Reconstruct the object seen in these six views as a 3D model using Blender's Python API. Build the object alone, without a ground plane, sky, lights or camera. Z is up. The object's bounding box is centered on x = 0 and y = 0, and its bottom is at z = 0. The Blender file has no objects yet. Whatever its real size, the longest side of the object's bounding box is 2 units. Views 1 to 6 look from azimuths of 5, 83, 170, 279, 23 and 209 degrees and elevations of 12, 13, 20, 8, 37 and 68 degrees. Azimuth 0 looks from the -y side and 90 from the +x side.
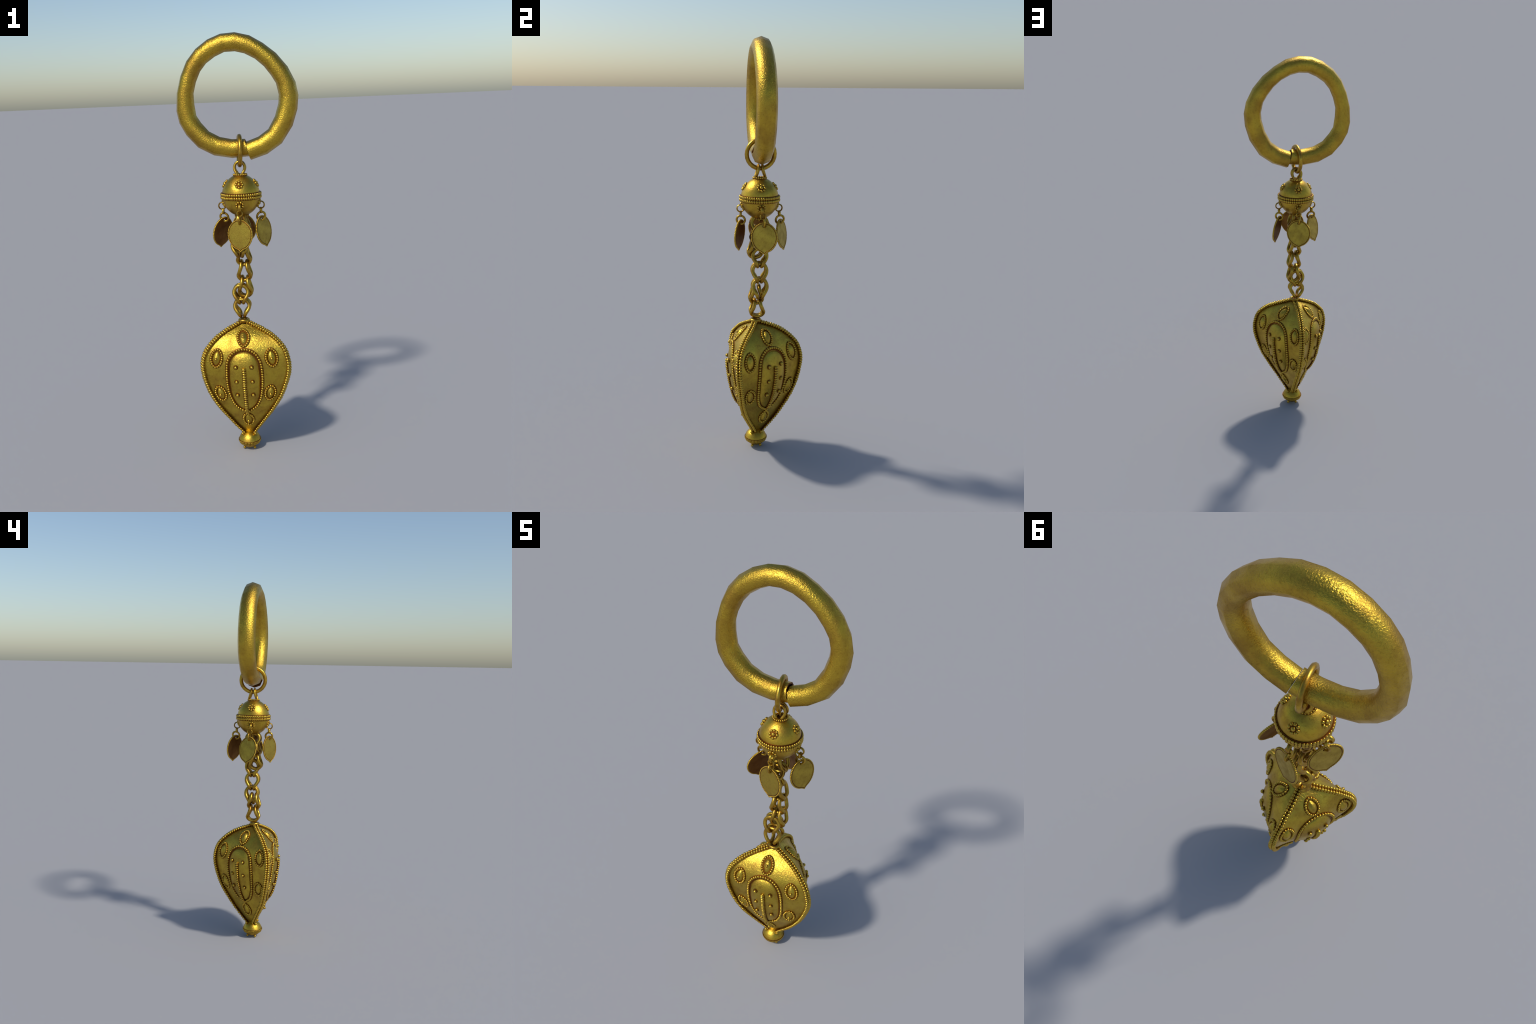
# Antique gold earring: thick open hoop, jump ring, granulated globe with four leaf
# dangles, loop-in-loop chain and a three-sided granulated pendant ending in a knob.
import math
import random
import numpy as np

random.seed(7)
V = lambda *a: np.array(a, float)


def unit(v):
    v = np.asarray(v, float)
    return v / max(np.linalg.norm(v), 1e-12)


def catmull(points, n):
    p = [np.array(q, float) for q in points]
    p = [2 * p[0] - p[1]] + p + [2 * p[-1] - p[-2]]
    out = []
    for i in range(1, len(p) - 2):
        a, b, c, d = p[i - 1:i + 3]
        for j in range(n):
            t = j / n
            out.append(.5 * (2 * b + (c - a) * t + (2 * a - 5 * b + 4 * c - d) * t * t
                             + (3 * b - a - 3 * c + d) * t ** 3))
    out.append(p[-2])
    return np.array(out)


# ---------------------------------------------------------------- three-sided pendant
# height, the three ridges (x, y), bulge of the faces beyond the straight line between ridges
PROFILE = [(0.658, -0.022, -0.049, 0.002, -0.049, -0.011, -0.0323, 0),
           (0.652, -0.0357, -0.0549, 0.0166, -0.0539, -0.0114, -0.0183, 0.001),
           (0.64, -0.0612, -0.0658, 0.0468, -0.0658, -0.0141, 0.0176, 0.004),
           (0.623, -0.0962, -0.0844, 0.0874, -0.0845, -0.0169, 0.06, 0.008),
           (0.6, -0.1334, -0.1051, 0.1294, -0.1072, -0.0169, 0.0988, 0.011),
           (0.573, -0.1629, -0.123, 0.1606, -0.1251, -0.0177, 0.1306, 0.0125),
           (0.543, -0.1867, -0.1371, 0.1823, -0.1361, -0.0162, 0.1578, 0.0135),
           (0.508, -0.2005, -0.144, 0.194, -0.141, -0.0155, 0.1736, 0.015),
           (0.47, -0.2065, -0.1461, 0.2, -0.1411, -0.0145, 0.1815, 0.0162),
           (0.428, -0.2035, -0.1433, 0.197, -0.1384, -0.0145, 0.1796, 0.0162),
           (0.385, -0.1947, -0.1381, 0.1862, -0.1334, -0.0123, 0.1708, 0.0155),
           (0.335, -0.1798, -0.1307, 0.1685, -0.1275, -0.0108, 0.1558, 0.0148),
           (0.285, -0.158, -0.1212, 0.145, -0.1205, -0.0083, 0.1344, 0.0138),
           (0.234, -0.1295, -0.1075, 0.1137, -0.109, -0.0054, 0.1049, 0.0122),
           (0.179, -0.0953, -0.0855, 0.0776, -0.0896, -0.0045, 0.0683, 0.0095),
           (0.127, -0.063, -0.0635, 0.0426, -0.0672, -0.0057, 0.0282, 0.0062),
           (0.092, -0.0376, -0.0508, 0.0193, -0.0531, -0.0073, -0.0022, 0.003),
           (0.072, -0.0237, -0.0465, 0.0057, -0.0477, -0.008, -0.0201, 0.001)]
ROWS = catmull(PROFILE, 8)
MIDLINE = []
for q in ROWS:
    o = (q[1:3] + q[3:5]) / 2
    MIDLINE.append((q[0], -o[1] + q[7]))
MIDLINE = np.array(MIDLINE)
MERIDIAN = np.concatenate([[0], np.cumsum(np.hypot(np.diff(MIDLINE[:, 0]), np.diff(MIDLINE[:, 1])))])
FACE_POWER = 1.5
FACE_BULGE = (1.26, 1.0, 1.0)


def row_at(m):
    return np.array([np.interp(m, MERIDIAN, ROWS[:, i]) for i in range(8)])


def face_frame(k, q):
    a, b = q[1 + 2 * k:3 + 2 * k], q[1 + 2 * ((k + 1) % 3):3 + 2 * ((k + 1) % 3)]
    t = unit(b - a)
    return (a + b) / 2, t, V(t[1], -t[0]), np.linalg.norm(b - a) / 2


def face_point(k, h, m):
    """Point on face k, h metres sideways from its middle line, m metres down from the top."""
    q = row_at(m)
    c, t, n, H = face_frame(k, q)
    p = c + t * h + n * q[7] * FACE_BULGE[k] * (1 - min(abs(h) / H, 1.0) ** 2) ** FACE_POWER
    return V(p[0], p[1], q[0])


def face_normal(k, h, m):
    e = .002
    du = face_point(k, h + e, m) - face_point(k, h - e, m)
    dv = face_point(k, h, m + e) - face_point(k, h, m - e)
    n = unit(np.cross(dv, du))
    o = face_frame(k, row_at(m))[2]
    return n if n[0] * o[0] + n[1] * o[1] > 0 else -n


# ==BPY==
import bpy
from mathutils import Matrix, Vector


# ---------------------------------------------------------------- materials
def gold_material(name, base, dark, rough=.36, bump=.25, grain=260.0, blotch=14.0, metallic=1.0, dirt=.55):
    mat = bpy.data.materials.new(name)
    mat.use_nodes = True
    nt = mat.node_tree
    N, L = nt.nodes, nt.links
    N.clear()
    out = N.new('ShaderNodeOutputMaterial')
    bsdf = N.new('ShaderNodeBsdfPrincipled')
    L.new(bsdf.outputs[0], out.inputs[0])
    co = N.new('ShaderNodeTexCoord')

    def noise(scale, detail, rough_=.55, dist=0.0):
        n = N.new('ShaderNodeTexNoise')
        n.inputs['Scale'].default_value = scale
        n.inputs['Detail'].default_value = detail
        n.inputs['Roughness'].default_value = rough_
        n.inputs['Distortion'].default_value = dist
        L.new(co.outputs['Object'], n.inputs['Vector'])
        return n
    big = noise(blotch, 5, .6)
    ramp = N.new('ShaderNodeValToRGB')
    ramp.color_ramp.elements[0].position = .34
    ramp.color_ramp.elements[1].position = .60
    ramp.color_ramp.elements[0].color = (*[b * (1 - dirt) + d * dirt for b, d in zip(base, dark)], 1)
    ramp.color_ramp.elements[1].color = (*base, 1)
    L.new(big.outputs[0], ramp.inputs[0])
    fine = noise(grain * .55, 4, .65)
    speck = N.new('ShaderNodeValToRGB')
    speck.color_ramp.elements[0].position = .30
    speck.color_ramp.elements[1].position = .46
    speck.color_ramp.elements[0].color = (.74, .68, .62, 1)
    speck.color_ramp.elements[1].color = (1, 1, 1, 1)
    L.new(fine.outputs[0], speck.inputs[0])
    mul = N.new('ShaderNodeMix')
    mul.data_type = 'RGBA'
    mul.blend_type = 'MULTIPLY'
    mul.inputs[0].default_value = .8
    L.new(ramp.outputs[0], mul.inputs[6])
    L.new(speck.outputs[0], mul.inputs[7])
    L.new(mul.outputs[2], bsdf.inputs['Base Color'])
    bsdf.inputs['Metallic'].default_value = metallic
    rr = N.new('ShaderNodeMapRange')
    rr.inputs['To Min'].default_value = rough + .12
    rr.inputs['To Max'].default_value = rough - .08
    rr.inputs['From Min'].default_value = .3
    rr.inputs['From Max'].default_value = .7
    L.new(big.outputs[0], rr.inputs['Value'])
    L.new(rr.outputs[0], bsdf.inputs['Roughness'])
    if bump > 0:
        g = noise(grain, 3, .6, .6)
        bp = N.new('ShaderNodeBump')
        bp.inputs['Strength'].default_value = bump
        bp.inputs['Distance'].default_value = .004
        L.new(g.outputs[0], bp.inputs['Height'])
        L.new(bp.outputs[0], bsdf.inputs['Normal'])
    return mat


GOLD = (.59, .39, .044)
BROWN = (.30, .15, .03)
MAT = {
    'hoop': gold_material('hammered_gold', GOLD, BROWN, .34, .50, 185, 11),
    'wire': gold_material('wire_gold', (.55, .355, .045), (.27, .12, .025), .35, .12, 200, 30, dirt=.7),
    'globe': gold_material('globe_gold', GOLD, BROWN, .36, .25, 200, 22),
    'panel': gold_material('panel_gold', (.56, .395, .048), BROWN, .38, .45, 140, 16),
    'leaf': gold_material('leaf_gold', (.49, .35, .052), (.31, .20, .036), .46, .3, 160, 26),
    'leaf_back': gold_material('leaf_back_dark_brown', (.25, .12, .03), (.17, .065, .018), .50, .2, 160, 26),
    'bead': gold_material('granule_gold', (.59, .385, .05), BROWN, .34, .0, 200, 60, dirt=.35),
    'tip': gold_material('tip_patina', (.46, .24, .035), (.30, .13, .02), .42, .2, 240, 40),
    'patina': gold_material('solder_patina', (.18, .065, .012), (.11, .035, .008), .5, .2, 240, 40),
}


# ---------------------------------------------------------------- mesh helpers
class Geo:
    """Collects vertices and faces of one part."""

    def __init__(self):
        self.v, self.f, self.m = [], [], []
        self.n = 0

    def add(self, verts, faces, mat=0):
        verts = np.asarray(verts, float).reshape(-1, 3)
        self.v.append(verts)
        self.f += [tuple(i + self.n for i in f) for f in faces]
        self.m += [mat] * len(faces)
        self.n += len(verts)

    def grid(self, P, close_u=False, close_v=False, mat=0, flip=False):
        P = np.asarray(P, float)
        a, b = P.shape[:2]
        F = []
        for i in range(a if close_u else a - 1):
            for j in range(b if close_v else b - 1):
                q = (i * b + j, i * b + (j + 1) % b, ((i + 1) % a) * b + (j + 1) % b, ((i + 1) % a) * b + j)
                F.append(q[::-1] if flip else q)
        self.add(P.reshape(-1, 3), F, mat)

    def revolve(self, profile, centre, n=48, mat=0):
        c = np.asarray(centre, float)
        P = [[c + V(r * math.cos(2 * math.pi * j / n), r * math.sin(2 * math.pi * j / n), z) for j in range(n)]
             for r, z in profile]
        self.grid(P, close_v=True, mat=mat)

    def tube(self, path, radius, sides=10, closed=False, normals=None, flat=(1, 1), mat=0):
        """flat = (scale sideways, scale along the given normal)"""
        p = np.asarray(path, float)
        n = len(p)
        if closed:
            t = np.roll(p, -1, 0) - np.roll(p, 1, 0)
        else:
            t = np.gradient(p, axis=0)
        t = t / np.linalg.norm(t, axis=1)[:, None]
        if normals is None:
            ref = V(.3, .5, .81)
            nn = [unit(np.cross(t[0], ref))]
            for i in range(1, n):
                q = nn[-1] - t[i] * (nn[-1] @ t[i])
                nn.append(unit(q))
            if closed:   # remove the twist left over after one turn
                q = unit(nn[-1] - t[0] * (nn[-1] @ t[0]))
                ang = math.atan2(np.cross(nn[0], q) @ t[0], nn[0] @ q)
                for i in range(n):
                    a = -ang * i / n
                    nn[i] = nn[i] * math.cos(a) + np.cross(t[i], nn[i]) * math.sin(a)
        else:
            nn = [unit(np.asarray(q) - t[i] * (np.asarray(q) @ t[i])) for i, q in enumerate(normals)]
        rad = radius if hasattr(radius, '__len__') else [radius] * n
        P = []
        for i in range(n):
            b = np.cross(t[i], nn[i])
            P.append([p[i] + rad[i] * (nn[i] * math.sin(2 * math.pi * j / sides) * flat[1]
                                       + b * math.cos(2 * math.pi * j / sides) * flat[0]) for j in range(sides)])
        self.grid(P, close_u=closed, close_v=True, mat=mat)
        if not closed:
            for ring, s in ((P[0], 1), (P[-1], -1)):
                self.add(ring, [tuple(range(sides))[::s]], mat)

    def bead(self, c, r, axes=None, scale=(1, 1, 1), seg=10, rings=6, mat=0):
        A = np.eye(3) if axes is None else np.asarray(axes)
        pts = [V(0, 0, 1)]
        for i in range(1, rings):
            a = math.pi * i / rings
            pts += [V(math.sin(a) * math.cos(2 * math.pi * j / seg), math.sin(a) * math.sin(2 * math.pi * j / seg),
                      math.cos(a)) for j in range(seg)]
        pts.append(V(0, 0, -1))
        F = [(0, 1 + j, 1 + (j + 1) % seg) for j in range(seg)]
        for i in range(rings - 2):
            for j in range(seg):
                a, b = 1 + i * seg + j, 1 + i * seg + (j + 1) % seg
                F.append((a, a + seg, b + seg, b))
        e = len(pts) - 1
        F += [(e, e - seg + (j + 1) % seg, e - seg + j) for j in range(seg)]
        P = np.array(pts) * r * np.array(scale)
        self.add(np.asarray(c) + P @ A, F, mat)


def resample(path, step, closed=False):
    p = np.asarray(path, float)
    if closed:
        p = np.vstack([p, p[:1]])
    s = np.concatenate([[0], np.cumsum(np.linalg.norm(np.diff(p, axis=0), axis=1))])
    n = max(2, int(round(s[-1] / step)))
    u = np.linspace(0, s[-1], n, endpoint=False) if closed else np.linspace(0, s[-1], n + 1)
    return np.stack([np.interp(u, s, p[:, i]) for i in range(3)], 1), u / s[-1]


ROOT = bpy.data.objects.new('gold_earring', None)
bpy.context.scene.collection.objects.link(ROOT)
ROOT['label'] = 'antique gold earring with open hoop, leaf dangles, chain and beaded pendant'
ROOT['category'] = 'earring'


def link(obj, parent):
    bpy.context.scene.collection.objects.link(obj)
    obj.parent = parent
    return obj


def make(name, geo, mats, parent=ROOT, stuff=False, sharp=60):
    me = bpy.data.meshes.new(name)
    me.from_pydata(np.vstack(geo.v).tolist(), [], geo.f)
    for m in mats if isinstance(mats, (list, tuple)) else [mats]:
        me.materials.append(MAT[m])
    me.polygons.foreach_set('material_index', geo.m)
    me.polygons.foreach_set('use_smooth', [True] * len(me.polygons))
    me.validate()
    import bmesh
    bm = bmesh.new()
    bm.from_mesh(me)
    bmesh.ops.remove_doubles(bm, verts=bm.verts, dist=1e-6)
    bmesh.ops.recalc_face_normals(bm, faces=bm.faces)
    bm.to_mesh(me)
    bm.free()
    if sharp:
        me.set_sharp_from_angle(angle=math.radians(sharp))
    ob = link(bpy.data.objects.new(name, me), parent)
    if stuff:
        ob['kind'] = 'stuff'
    return ob


def bead_string(geo, path, normals, step, radius, squash=(1.15, 1.0, .92), closed=False, taper=None, jitter=.05, mat=0):
    """Granules in a row; squash = sideways, outwards, along."""
    pts, u = resample(path, step, closed)
    nrm, _ = resample(normals, step, closed)
    idx = np.linspace(0, len(path) - 1, len(path))
    s = np.concatenate([[0], np.cumsum(np.linalg.norm(np.diff(np.asarray(path), axis=0), axis=1))])
    s = s / s[-1]
    nn = np.stack([np.interp(u, s, np.asarray(normals)[:, i]) for i in range(3)], 1)
    n = len(pts)
    for i in range(n):
        a = pts[(i + 1) % n] if closed else pts[min(i + 1, n - 1)]
        b = pts[i - 1] if closed else pts[max(i - 1, 0)]
        t = unit(a - b)
        nv = unit(nn[i] - t * (nn[i] @ t))
        w = np.cross(nv, t)
        r = radius * (taper(u[i]) if taper else 1) * (1 + random.uniform(-jitter, jitter))
        geo.bead(pts[i] + V(*[random.uniform(-1, 1) for _ in range(3)]) * radius * jitter, r, (w, nv, t), squash, mat=mat)


# ================================================================ hoop
def build_hoop():
    C = V(.0043, -.0215, 1.7218)
    # angle, inner radius, outer radius of the bent rod (slightly uneven, ends do not meet)
    OUT = [(-80.4, .2962), (-64.9, .2959), (-48.7, .2949), (-30.3, .2855), (-14.4, .2795), (-1.5, .2769), (11, .2706),
           (27.5, .2610), (44.9, .2563), (61.5, .2588), (76.3, .2704), (90.4, .2790), (103.7, .2833), (116.6, .2830),
           (130.3, .2815), (144.4, .2790), (159.4, .2757), (175.2, .2800), (191.5, .2912), (202.3, .2975),
           (214.4, .2982), (229.6, .2986), (245.5, .2920), (262.4, .2832), (279.0, .2785)]
    INN = [(-82.0, .2097), (-65.2, .2067), (-49, .2049), (-30.3, .1936), (-12.4, .1889), (-.7, .1880), (15.5, .1834),
           (28.1, .1772), (44.9, .1769), (61.9, .1815), (78.1, .1892), (91.1, .1962), (104.8, .2021), (118.6, .2010),
           (132.6, .2024), (145.4, .2017), (159.9, .1999), (174.9, .2025), (187.7, .2027), (202.7, .2106),
           (213.4, .2083), (228, .2087), (243.5, .2033), (259.6, .1973), (277.3, .1962)]
    sides = 8
    P = []
    for (ao, ro), (ai, ri) in zip(OUT, INN):
        o = V(math.cos(math.radians(ao)) * ro, 0, math.sin(math.radians(ao)) * ro)
        i = V(math.cos(math.radians(ai)) * ri, 0, math.sin(math.radians(ai)) * ri)
        c, half = (o + i) / 2, np.linalg.norm(o - i) / 2
        u = unit(o - i)
        P.append([C + c + u * half * math.cos(2 * math.pi * j / sides) + V(0, .0465, 0) * math.sin(2 * math.pi * j / sides)
                  for j in range(sides)])
    g = Geo()
    g.grid(P, close_v=True)
    for ring, nxt, s in ((P[0], P[1], 1), (P[-1], P[-2], -1)):   # dished, patinated ends with a thin rim
        ring = np.array(ring)
        c = ring.mean(0)
        inward = unit(np.array(nxt).mean(0) - c)
        lip = c + (ring - c) * .84
        dish = c + (ring - c) * .74 + inward * .012
        g.grid([ring, lip], close_v=True, mat=1)
        g.grid([lip, dish], close_v=True, mat=1)
        g.add(dish, [tuple(range(sides))[::s]], 1)
    make('hoop', g, ['hoop', 'patina'], sharp=70)


# ================================================================ jump ring, link shapes
def build_jump_ring():
    c, az = V(.0012, -.0221, 1.4740), math.radians(8.5)
    d = V(math.sin(az), -math.cos(az), 0)
    n = 26
    path = [c + .067 * (d * math.cos(2 * math.pi * i / n) + V(.03, 0, 1) * math.sin(2 * math.pi * i / n)) for i in range(n)]
    g = Geo()
    g.tube(path, .0106, 8, closed=True)
    make('jump_ring', g, 'wire')


QUARTER = [(.0115, 0, 1), (.0115, .0135, .93), (.0120, .0235, .72), (.0140, .0295, .42), (.0185, .0290, .08), (.0230, .0235, -.20),
           (.0262, .0178, -.40), (.0250, .0128, -.63), (.0185, .0096, -.84), (.0095, .0083, -.96), (0, .0080, -1.0)]


def saddle_link(c, half_height, quarter, up=1, size=1.0, turn=0.0, lean=(0, 0)):
    """Folded oval of wire: two hoops side by side at one end, pinched crosswise at the other."""
    q = [V(*p) for p in QUARTER]
    ring = q + [p * V(-1, 1, 1) for p in q[::-1][1:]] + [p * V(-1, -1, 1) for p in q[1:]] + [p * V(1, -1, 1) for p in q[::-1][1:-1]]
    n = len(ring)
    fine = catmull(ring[-2:] + ring + ring[:3], 2)[4:4 + 2 * n]
    w = math.pi / 2 * quarter + turn
    out = []
    for x, y, z in fine:
        x, y = x * size, y * size
        out.append(V(c[0] + x * math.cos(w) - y * math.sin(w) + lean[0] * z, c[1] + x * math.sin(w) + y * math.cos(w) + lean[1] * z,
                     c[2] + z * half_height * up))
    return out


def build_chain():
    r = .0088
    # centre x, y, wire-centre bottom, wire-centre top, quarter turns
    links = [(-.004, -.036, 1.054, 1.134, 1, 1.1), (-.0140, -.0465, .980, 1.064, 1, 1.14), (.001, -.0265, .936, 1.026, 0, 1.12),
             (.001, -.0265, .860, .953, 0, 1.12), (.0015, -.0245, .780, .876, 0, 1.12), (-.0185, -.040, .750, .838, 1, 1.12),
             (-.0165, -.0355, .684, .768, 1, 1.16)]
    for x, y, lo, hi, q, size in links:
        g = Geo()
        g.tube(saddle_link((x, y, (lo + hi) / 2), (hi - lo) / 2, q, size=size), r, 10, closed=True)
        make('chain_link', g, 'wire')
    for z, q, up, y, size, half, rad in ((1.3865, 1, 1, -.0235, .80, .0375, .0062), (1.138, 0, 1, -.0285, 1.22, .045, .0088)):
        g = Geo()
        g.tube(saddle_link((-.001, y, z), half, q, up, size), rad, 10, closed=True)
        make('globe_loop', g, 'wire')


# ================================================================ globe
GC = V(0, -.0262, 1.268)


def globe_profile(t):
    """t from -1 (bottom) to 1 (top): radius, height"""
    a = t * math.pi / 2
    return .0892 * math.cos(a) ** 1.06 if abs(t) < 1 else 0.0, .0990 * math.sin(a)


def globe_surface(az, el_t):
    r, z = globe_profile(el_t)
    r2, z2 = globe_profile(el_t + .02)
    d = V(math.cos(az), math.sin(az), 0)
    tan = unit(d * (r2 - r) + V(0, 0, z2 - z))
    side = V(-math.sin(az), math.cos(az), 0)
    return GC + d * r + V(0, 0, z), unit(np.cross(side, tan)), side, tan


def build_globe():
    g = Geo()
    g.revolve([globe_profile(t) for t in np.linspace(-.86, .86, 30)], GC, 40)
    globe = make('globe', g, 'globe')
    # double granulated belt
    g = Geo()
    band = [(.084, .0152), (.0922, .0146), (.0922, .0010), (.0915, 0), (.0922, -.0010), (.0922, -.0146), (.084, -.0152)]
    g.revolve(band, GC, 56, mat=1)
    for rr, zz in ((.0891, .0154), (.0891, -.0154)):
        g.tube([GC + V(rr * math.cos(2 * math.pi * i / 48), rr * math.sin(2 * math.pi * i / 48), zz) for i in range(48)], .0015, 6, closed=True, mat=1)
    n = 52
    for zz in (.0072, -.0072):
        for i in range(n):
            a = 2 * math.pi * (i + random.uniform(-.06, .06)) / n
            d = V(math.cos(a), math.sin(a), 0)
            g.bead(GC + d * .0928 + V(0, 0, zz), .0065, (V(-d[1], d[0], 0), d, V(0, 0, 1)), (.93, .74, 1.12))
    make('beaded_belt', g, ['bead', 'patina'], globe, stuff=True)
    for s in (1, -1):    # collars round the two loops
        g = Geo()
        zc = .0955 * s
        g.revolve([(.0335, zc - .006 * s), (.0335, zc), (.026, zc + .001 * s), (.020, zc - .004 * s), (0, zc - .005 * s)], GC, 32, mat=1)
        for i in range(22):
            a = 2 * math.pi * i / 22
            d = V(math.cos(a), math.sin(a), 0)
            g.bead(GC + d * .0305 + V(0, 0, zc + .0005 * s), .0045, (V(-d[1], d[0], 0), d, V(0, 0, 1)), (.95, .9, 1.1), 8, 5)
        make('beaded_collar', g, ['bead', 'patina'], globe, stuff=True)
    # rosettes: eight granules round a larger one
    for q in range(4):
        for lower in (0, 1):
            p, nrm, side, tan = globe_surface(math.pi / 2 * q, -.255 if lower else .385)
            g = Geo()
            disc = [[p + nrm * (.0008 + .001 * (1 - k)) + (side * math.cos(2 * math.pi * j / 24) + tan * math.sin(2 * math.pi * j / 24)) * .0205 * k
                     - nrm * (.0205 * k) ** 2 / .19 for j in range(24)] for k in (.04, .5, 1.0)]
            g.grid(disc, close_v=True, mat=1)
            g.bead(p + nrm * .002, .0086, (side, tan, nrm), (1, 1, .85))
            for j in range(8):
                a = 2 * math.pi * (j + .5 * lower) / 8
                o = (side * math.cos(a) + tan * math.sin(a)) * .0160
                g.bead(p + o + nrm * (.001 - .0160 ** 2 / .19), .0064, (side, tan, nrm), (1, 1, .9))
            make('rosette', g, ['bead', 'patina'], globe)


# ================================================================ leaf dangles
def leaf_outline(n=96):
    """Round leaf with a short point below; local x sideways, y down from the hole end."""
    pts = []
    for i in range(n):
        a = 2 * math.pi * i / n
        x, y = math.sin(a) * .0635, -math.cos(a) * .0665
        if y > 0:
            y += .0045 * math.cos(x / .0635 * math.pi / 2) + .0085 * max(0.0, 1 - abs(x) / .0185) ** 1.6
        else:
            x *= 1 - .05 * (y / .0665) ** 2
        pts.append((x, y))
    return pts


def build_dangles():
    out = leaf_outline()
    # quarter, turn away from facing outwards, where the upper end and the tip hang
    specs = [(0, -25, (-.0032, -.117, 1.1645), (-.004, -.1275, 1.0165)), (1, -28, (.0900, -.0150, 1.1645), (.1133, -.0151, 1.019)),
             (2, -27, (-.0004, .0713, 1.1640), (.0011, .0918, 1.0168)), (3, -36, (-.0845, -.0180, 1.1645), (-.1109, -.0040, 1.020))]
    for q, twist, top, bot in specs:
        az = math.pi / 2 * (q - 1)
        rad, tang = V(math.cos(az), math.sin(az), 0), V(-math.sin(az), math.cos(az), 0)
        p, nrm, side, tan = globe_surface(az, -.27)
        # leaf frame: facing outwards but turned
        fa = az + math.radians(twist)
        fn = V(math.cos(fa), math.sin(fa), 0)
        fx = V(-math.sin(fa), math.cos(fa), 0)
        top, bot = V(*top), V(*bot)
        down = unit(bot - top)
        fx = unit(fx - down * (fx @ down))
        fn = np.cross(down, fx)
        if fn @ rad < 0:
            fn = -fn
        mid = top + down * .0665

        def at(x, y, d):   # slight curl outwards at the rim
            curl = -.9 * (x * x + y * y) * 0.35
            return mid + fx * x + down * y + fn * (d + curl)
        g = Geo()
        th = .0030
        hole = (0, -.0515)
        hr = .0075
        n = len(out)

        def ringpts(k, d):
            # blend from the hole circle (k=0) to the outline (k=1)
            res = []
            for i in range(n):
                a = 2 * math.pi * i / n
                hx, hy = hole[0] + math.sin(a) * hr, hole[1] - math.cos(a) * hr
                ox, oy = out[i][0], out[i][1]
                res.append(at(hx + (ox - hx) * k, hy + (oy - hy) * k, d))
            return res
        ks = np.linspace(0, 1, 9)
        g.grid([ringpts(k, th) for k in ks], close_v=True, mat=0)
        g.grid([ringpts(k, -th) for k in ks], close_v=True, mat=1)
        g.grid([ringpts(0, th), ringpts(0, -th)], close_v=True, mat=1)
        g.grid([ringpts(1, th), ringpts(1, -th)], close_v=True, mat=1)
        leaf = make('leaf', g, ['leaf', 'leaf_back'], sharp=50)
        # milled rim: beaded wire round the edge, patina line just inside it
        g = Geo()
        edge = [at(x, y, 0) for x, y in out]
        pts, _ = resample(edge, .0072, True)
        for i in range(len(pts)):
            t = unit(pts[(i + 1) % len(pts)] - pts[i - 1])
            w = unit(np.cross(fn, t))
            g.bead(pts[i], .0040, (w, fn, t), (.8, 1.25, 1.12), 8, 5)
        inner = [at(x * .935, y * .94, th) for x, y in out]
        g.tube(inner, .0016, 6, closed=True, normals=[fn] * len(inner), flat=(1, .5), mat=1)
        make('beaded_rim', g, ['bead', 'patina'], leaf, stuff=True)
        # three rings: flat band on the globe, small ring across, wire ring through the leaf
        c1 = p + rad * .010 + V(0, 0, -.007)
        hole_p = at(0, -.0515, 0)
        c3 = V(0, 0, 0) + hole_p + V(0, 0, .0150) - rad * .002
        c2 = (c1 + c3) / 2 + V(0, 0, .0015)
        for c, R, r, pl, fl in ((c1, .0165, .0034, (rad, V(0, 0, 1)), (1.9, 1)), (c2, .0122, .0033, (tang, V(0, 0, 1)), (1.6, 1)),
                                (c3, .0195, .0052, (unit(rad - down * (rad @ down)), V(0, 0, 1)), (1, 1))):
            g = Geo()
            u, w = pl
            a0 = random.uniform(-.12, .12)
            u = unit(u + np.cross(V(0, 0, 1), u) * a0)
            m = 22
            dirs = [u * math.cos(2 * math.pi * i / m) + w * math.sin(2 * math.pi * i / m) for i in range(m)]
            g.tube([c + R * d for d in dirs], r, 8, closed=True, normals=dirs, flat=fl)
            make('dangle_ring', g, 'wire', leaf)


# ================================================================ pendant
EYELETS = [(0, .090, 0), (-.1300, .1915, 10), (.1320, .1915, -9), (-.1200, .3755, -15), (.1180, .3745, 13), (0, .533, -4)]
ARCH = [(.1465, 0), (.153, .030), (.1705, .0565), (.193, .0715), (.216, .0795), (.266, .0840), (.333, .0825), (.394, .0720),
        (.4418, .0510), (.462, .029), (.474, .010)]
DOME = [(.1575, 0), (.1615, .023), (.171, .042), (.191, .0585), (.230, .0710), (.274, .0748), (.304, .0748), (.36, .0712),
        (.397, .0645), (.438, .0455), (.464, .021), (.4745, 0)]


def drift(k, m):
    """The ornament does not run quite straight down the face."""
    return float(np.interp(m, (.05, .2, .33, .47, .53), DRIFT[k]))


DRIFT = [(-.009, -.007, -.005, .001, .005), (.003, .003, .002, .001, .0), (.001, .003, .005, .009, .013)]


def spot(k, h, m):
    return face_point(k, h + drift(k, m), m), face_normal(k, h + drift(k, m), m)


def lay(k, pts, lift=0.0):
    """Face coordinates to space; returns points and normals."""
    pts = [(h + drift(k, m), m) for h, m in pts]
    P = [face_point(k, h, m) for h, m in pts]
    N = [face_normal(k, h, m) for h, m in pts]
    return [p + n * lift for p, n in zip(P, N)], N


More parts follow.
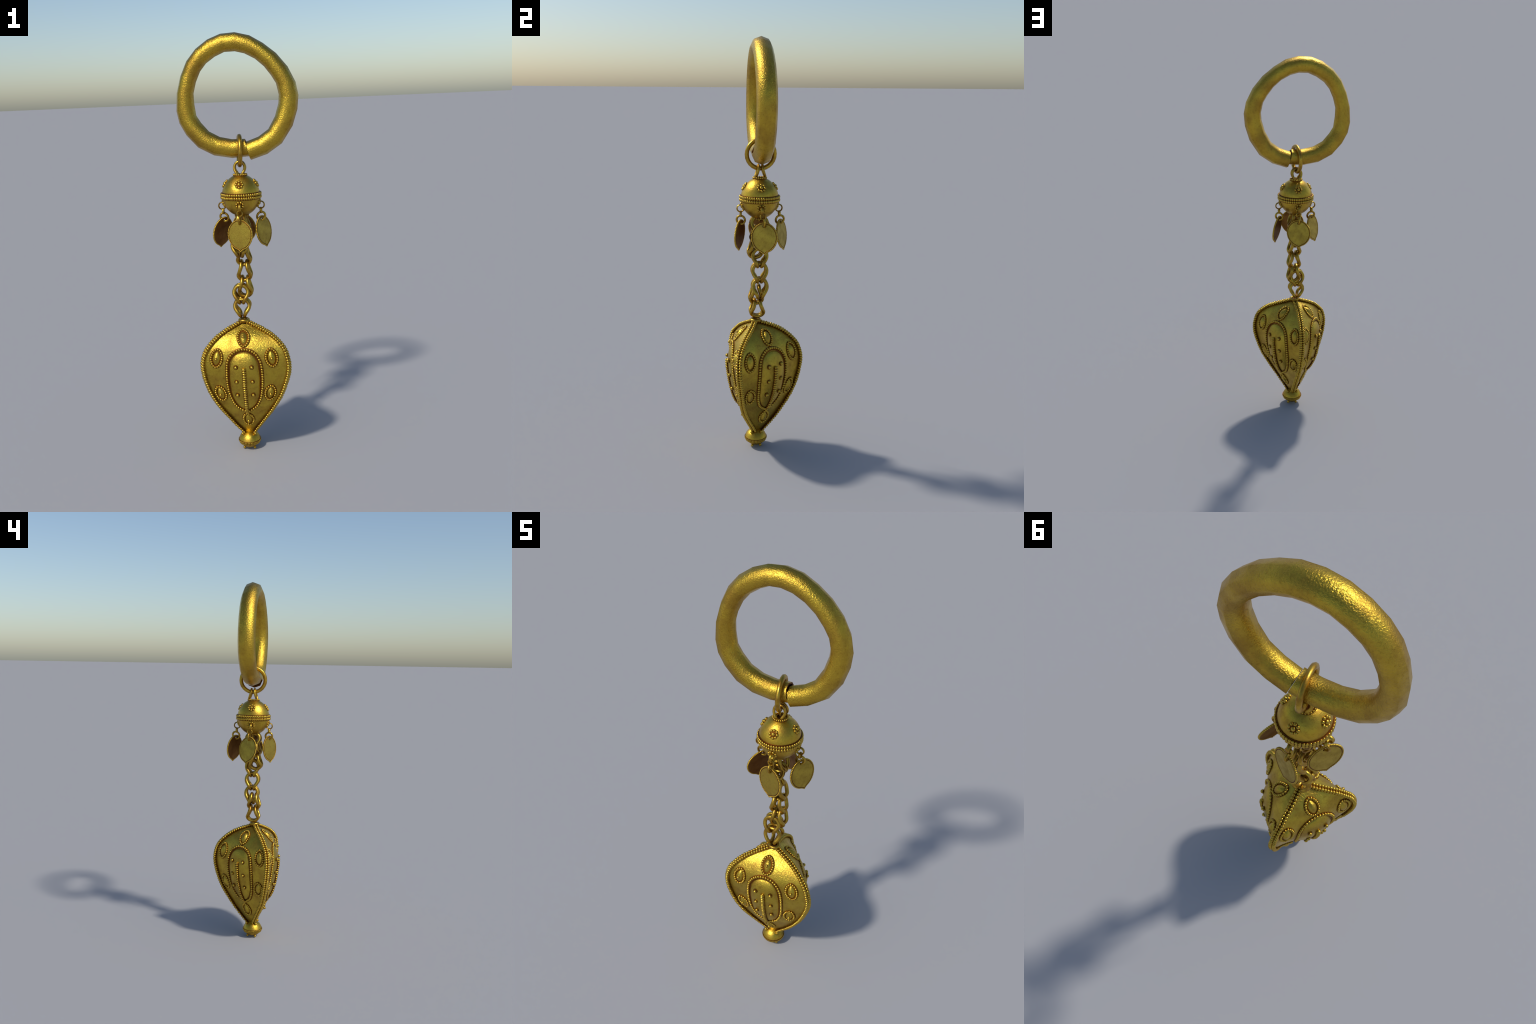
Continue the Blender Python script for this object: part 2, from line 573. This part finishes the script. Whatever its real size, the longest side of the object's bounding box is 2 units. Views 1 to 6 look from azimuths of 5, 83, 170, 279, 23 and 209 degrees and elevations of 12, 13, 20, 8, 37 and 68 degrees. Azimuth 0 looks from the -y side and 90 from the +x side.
def build_pendant():
    g = Geo()
    rows = []
    ns = 24
    for q in ROWS:
        row = []
        for k in range(3):
            c, t, n, H = face_frame(k, q)
            for u in np.linspace(-1, 1, ns, endpoint=False):
                p = c + t * u * H + n * q[7] * FACE_BULGE[k] * (1 - u * u) ** FACE_POWER
                row.append(V(p[0], p[1], q[0]))
        rows.append(row)
    g.grid(rows[:-7], close_v=True)
    g.grid(rows[-8:], close_v=True, mat=1)
    g.add(rows[0], [tuple(range(len(rows[0])))])
    g.add(rows[-1], [tuple(range(len(rows[-1])))[::-1]])
    body = make('pendant_body', g, ['panel', 'tip'], sharp=50)

    # ridges: double granulated wires over a patinated seam
    for k in range(3):
        P = np.array([V(q[1 + 2 * k], q[2 + 2 * k], q[0]) for q in ROWS[4:-3]])
        d = unit((P[len(P) // 2] - V(-.008, -.040, 0)) * V(1, 1, 0))
        side = V(-d[1], d[0], 0)
        t = np.gradient(P, axis=0)
        N = np.array([unit(np.cross(unit(q), side)) for q in t])
        if N[len(N) // 2] @ d < 0:
            N = -N
        g = Geo()
        g.tube(P - N * .0010, .0134, 8, normals=N, flat=(1, .24), mat=1)
        tp = lambda u: .92 + .12 * math.sin(math.pi * min(1, u * 1.15)) - .12 * max(0, u - .75) / .25
        for s in (-1, 1):
            bead_string(g, P + N * .0034 + side * s * .0075, N + side * s * .4, .0130, .0085, (1.0, 1.0, .86), taper=tp)
        make('beaded_edge', g, ['bead', 'patina'], body, stuff=True)

    for k in range(3):
        # boss: raised arch-shaped dome
        half = catmull([(w, m) for m, w in DOME], 5)
        outline = [(w, m) for w, m in half] + [(-w, m) for w, m in half[::-1][1:-1]]
        c = (0, .30)
        g = Geo()
        rings = []
        for rho in (.06, .3, .5, .65, .78, .88, .95, .985, 1.0):
            hgt = .0178 * (1 - rho ** 3.0) ** .70 - (.003 if rho == 1 else 0)
            pts = [(c[0] + (h - c[0]) * rho * .975, c[1] + (m - c[1]) * rho * .985) for h, m in outline]
            P, N = lay(k, pts)
            rings.append([p + n * hgt for p, n in zip(P, N)])
        g.grid(rings, close_v=True)
        g.add(rings[0], [tuple(range(len(rings[0])))])
        boss = make('boss', g, 'panel', body)
        # granulated border of the boss
        half = catmull([(w, m) for m, w in ARCH], 8)
        line = [(-w, m) for w, m in half[::-1]] + [(w, m) for w, m in half[1:]]
        P, N = lay(k, line, .0032)
        g = Geo()
        bead_string(g, P, N, .0128, .0070, (1.0, 1.0, .88))
        P, N = lay(k, [(h * .975, m + .002 if m < .3 else m - .001) for h, m in line], .0003)
        g.tube(P, .0106, 8, normals=N, flat=(1, .14), mat=1)
        make('beaded_border', g, ['bead', 'patina'], body, stuff=True)
        # spine and six granules on the boss
        g = Geo()

        def boss_top(h, m):
            best = 1.0
            w = np.interp(m, [q[0] for q in DOME], [q[1] for q in DOME])
            tm = (m - .30) / ((.4734 - .30) if m > .30 else (.30 - .16))
            rho = min(1.0, max(abs(tm), 0) if w < 1e-4 else (abs(h) / max(w, 1e-4)))
            rho = max(rho, abs(tm) ** 1.0)
            return .0178 * (1 - min(rho, 1) ** 3.0) ** .70
        ms = np.linspace(.236, .482, 30)
        P = [spot(k, 0, m)[0] + spot(k, 0, m)[1] * (boss_top(0, m) + .003) for m in ms]
        N = [spot(k, 0, m)[1] for m in ms]
        g.tube(P, .0085, 8, normals=N, flat=(1.15, .8), mat=1)
        bead_string(g, np.array(P) + np.array(N) * .002, N, .0122, .0098, (1.12, .9, .68), taper=lambda u: 1 - .12 * u)
        m0 = .229
        p0 = spot(k, 0, m0)[0] + spot(k, 0, m0)[1] * boss_top(0, m0)
        g.tube([p0, p0 + (P[0] - p0) * .5, P[0]], [.001, .0035, .005], 8)
        make('beaded_spine', g, ['bead', 'patina'], body)
        g = Geo()
        for m in (.228, .3005, .372):
            for s in (-1, 1):
                h = s * .0368
                p, n = spot(k, h, m)
                p = p + n * boss_top(h, m)
                t = unit(np.cross(n, V(0, 0, 1)))
                g.bead(p + n * .002, .0088, (t, np.cross(n, t), n), (1, 1, 1))
                g.bead(p + n * .0002, .0116, (t, np.cross(n, t), n), (1, 1, .16), 14, 4, mat=1)
        make('granule', g, ['bead', 'patina'], body)
        # eyelets: pointed oval cabochon in a ring of granules
        for h0, m0, tilt in EYELETS:
            ct, st = math.cos(math.radians(tilt)), math.sin(math.radians(tilt))
            sc = .92 if m0 > .35 else 1.0

            def oval(rx, ry, n, pw=1.25):
                r = []
                for i in range(n):
                    a = 2 * math.pi * i / n
                    x = rx * math.copysign(abs(math.cos(a)) ** pw, math.cos(a)) * sc
                    y = ry * math.sin(a) * sc
                    # tilt: positive leans the upper end away from the middle of the face
                    r.append((h0 + x * ct - y * st, m0 + x * st + y * ct))
                return r
            g = Geo()
            rings = []
            for rho in (.05, .35, .6, .8, .93, 1.0):
                hgt = .0125 * (1 - rho ** 1.9) ** .8
                P, N = lay(k, [(h0 + (h - h0) * rho, m0 + (m - m0) * rho) for h, m in oval(.0195, .0345, 28)])
                rings.append([p + n * (hgt + .0003) for p, n in zip(P, N)])
            g.grid(rings, close_v=True)
            g.add(rings[0], [tuple(range(28))])
            cab = make('cabochon', g, 'panel', body)
            g = Geo()
            loop = oval(.0268, .0432, 60, 1.18)
            P, N = lay(k, loop, .0026)
            bead_string(g, P, N, .0112, .0063, (1.0, .95, .9), closed=True)
            P, N = lay(k, oval(.0252, .0415, 60, 1.18), .0002)
            g.tube(P, .0088, 8, closed=True, normals=N, flat=(1, .10), mat=1)
            if k == 0:
                p, n = spot(k, h0, m0 + .002)
                t = unit(np.cross(n, V(0, 0, 1)))
                g.bead(p + n * .0120, .0081, (t, np.cross(n, t), n))
            make('beaded_eyelet', g, ['bead', 'patina'], body, stuff=True)

    # collar at the top
    g = Geo()
    c = V(-.0111, -.0434, .6655)
    n = 28
    g.tube([c + V(math.cos(2 * math.pi * i / n), math.sin(2 * math.pi * i / n), 0) * .0205 for i in range(n)], .0078, 10, closed=True)
    g.revolve([(0, .0005), (.018, .0005), (.019, -.012)], c, 24, mat=1)
    make('collar', g, ['wire', 'patina'], body)


# ================================================================ knob
def build_knob():
    c = V(-.0092, -.0405, 0)
    g = Geo()
    prof = [(0, .090), (.019, .0875), (.0300, .0825), (.0400, .0745), (.0470, .0650), (.0515, .0555), (.0535, .0500), (.0545, .0470),
            (.0530, .0430), (.0470, .0295), (.0445, .0265), (.0375, .0175), (.0295, .0100), (.0180, .0055), (0, .0035)]
    g.revolve(prof, c, 32)
    knob = make('knob', g, 'globe', sharp=60)
    g = Geo()
    for r, z, s in ((.0533, .0425, 1), (.0487, .0325, 1)):
        n = 46
        for i in range(n):
            a = 2 * math.pi * i / n
            d = V(math.cos(a), math.sin(a), 0)
            g.bead(c + d * (r + .0004) + V(0, 0, z), .0045, (V(-d[1], d[0], 0), d, V(0, 0, 1)), (.8, .7, 1.15), 8, 5)
    for r, z in ((.0545, .0475), (.0515, .0375), (.0462, .0275)):
        n = 40
        g.tube([c + V(math.cos(2 * math.pi * i / n) * r, math.sin(2 * math.pi * i / n) * r, z) for i in range(n)], .0016, 6, closed=True, mat=1)
    make('beaded_belt', g, ['bead', 'patina'], knob, stuff=True)
    for z, r, R in ((.0825, .0074, .0395), (.0070, .0070, .0320)):
        for a in (40, 127, 216, 322):
            d = V(math.cos(math.radians(a)), math.sin(math.radians(a)), 0)
            g = Geo()
            g.bead(c + d * R + V(0, 0, z), r, None, (1, 1, 1), 12, 8)
            make('foot_granule' if z < .05 else 'knob_granule', g, 'bead', knob)


build_hoop()
build_jump_ring()
build_chain()
build_globe()
build_dangles()
build_pendant()
build_knob()
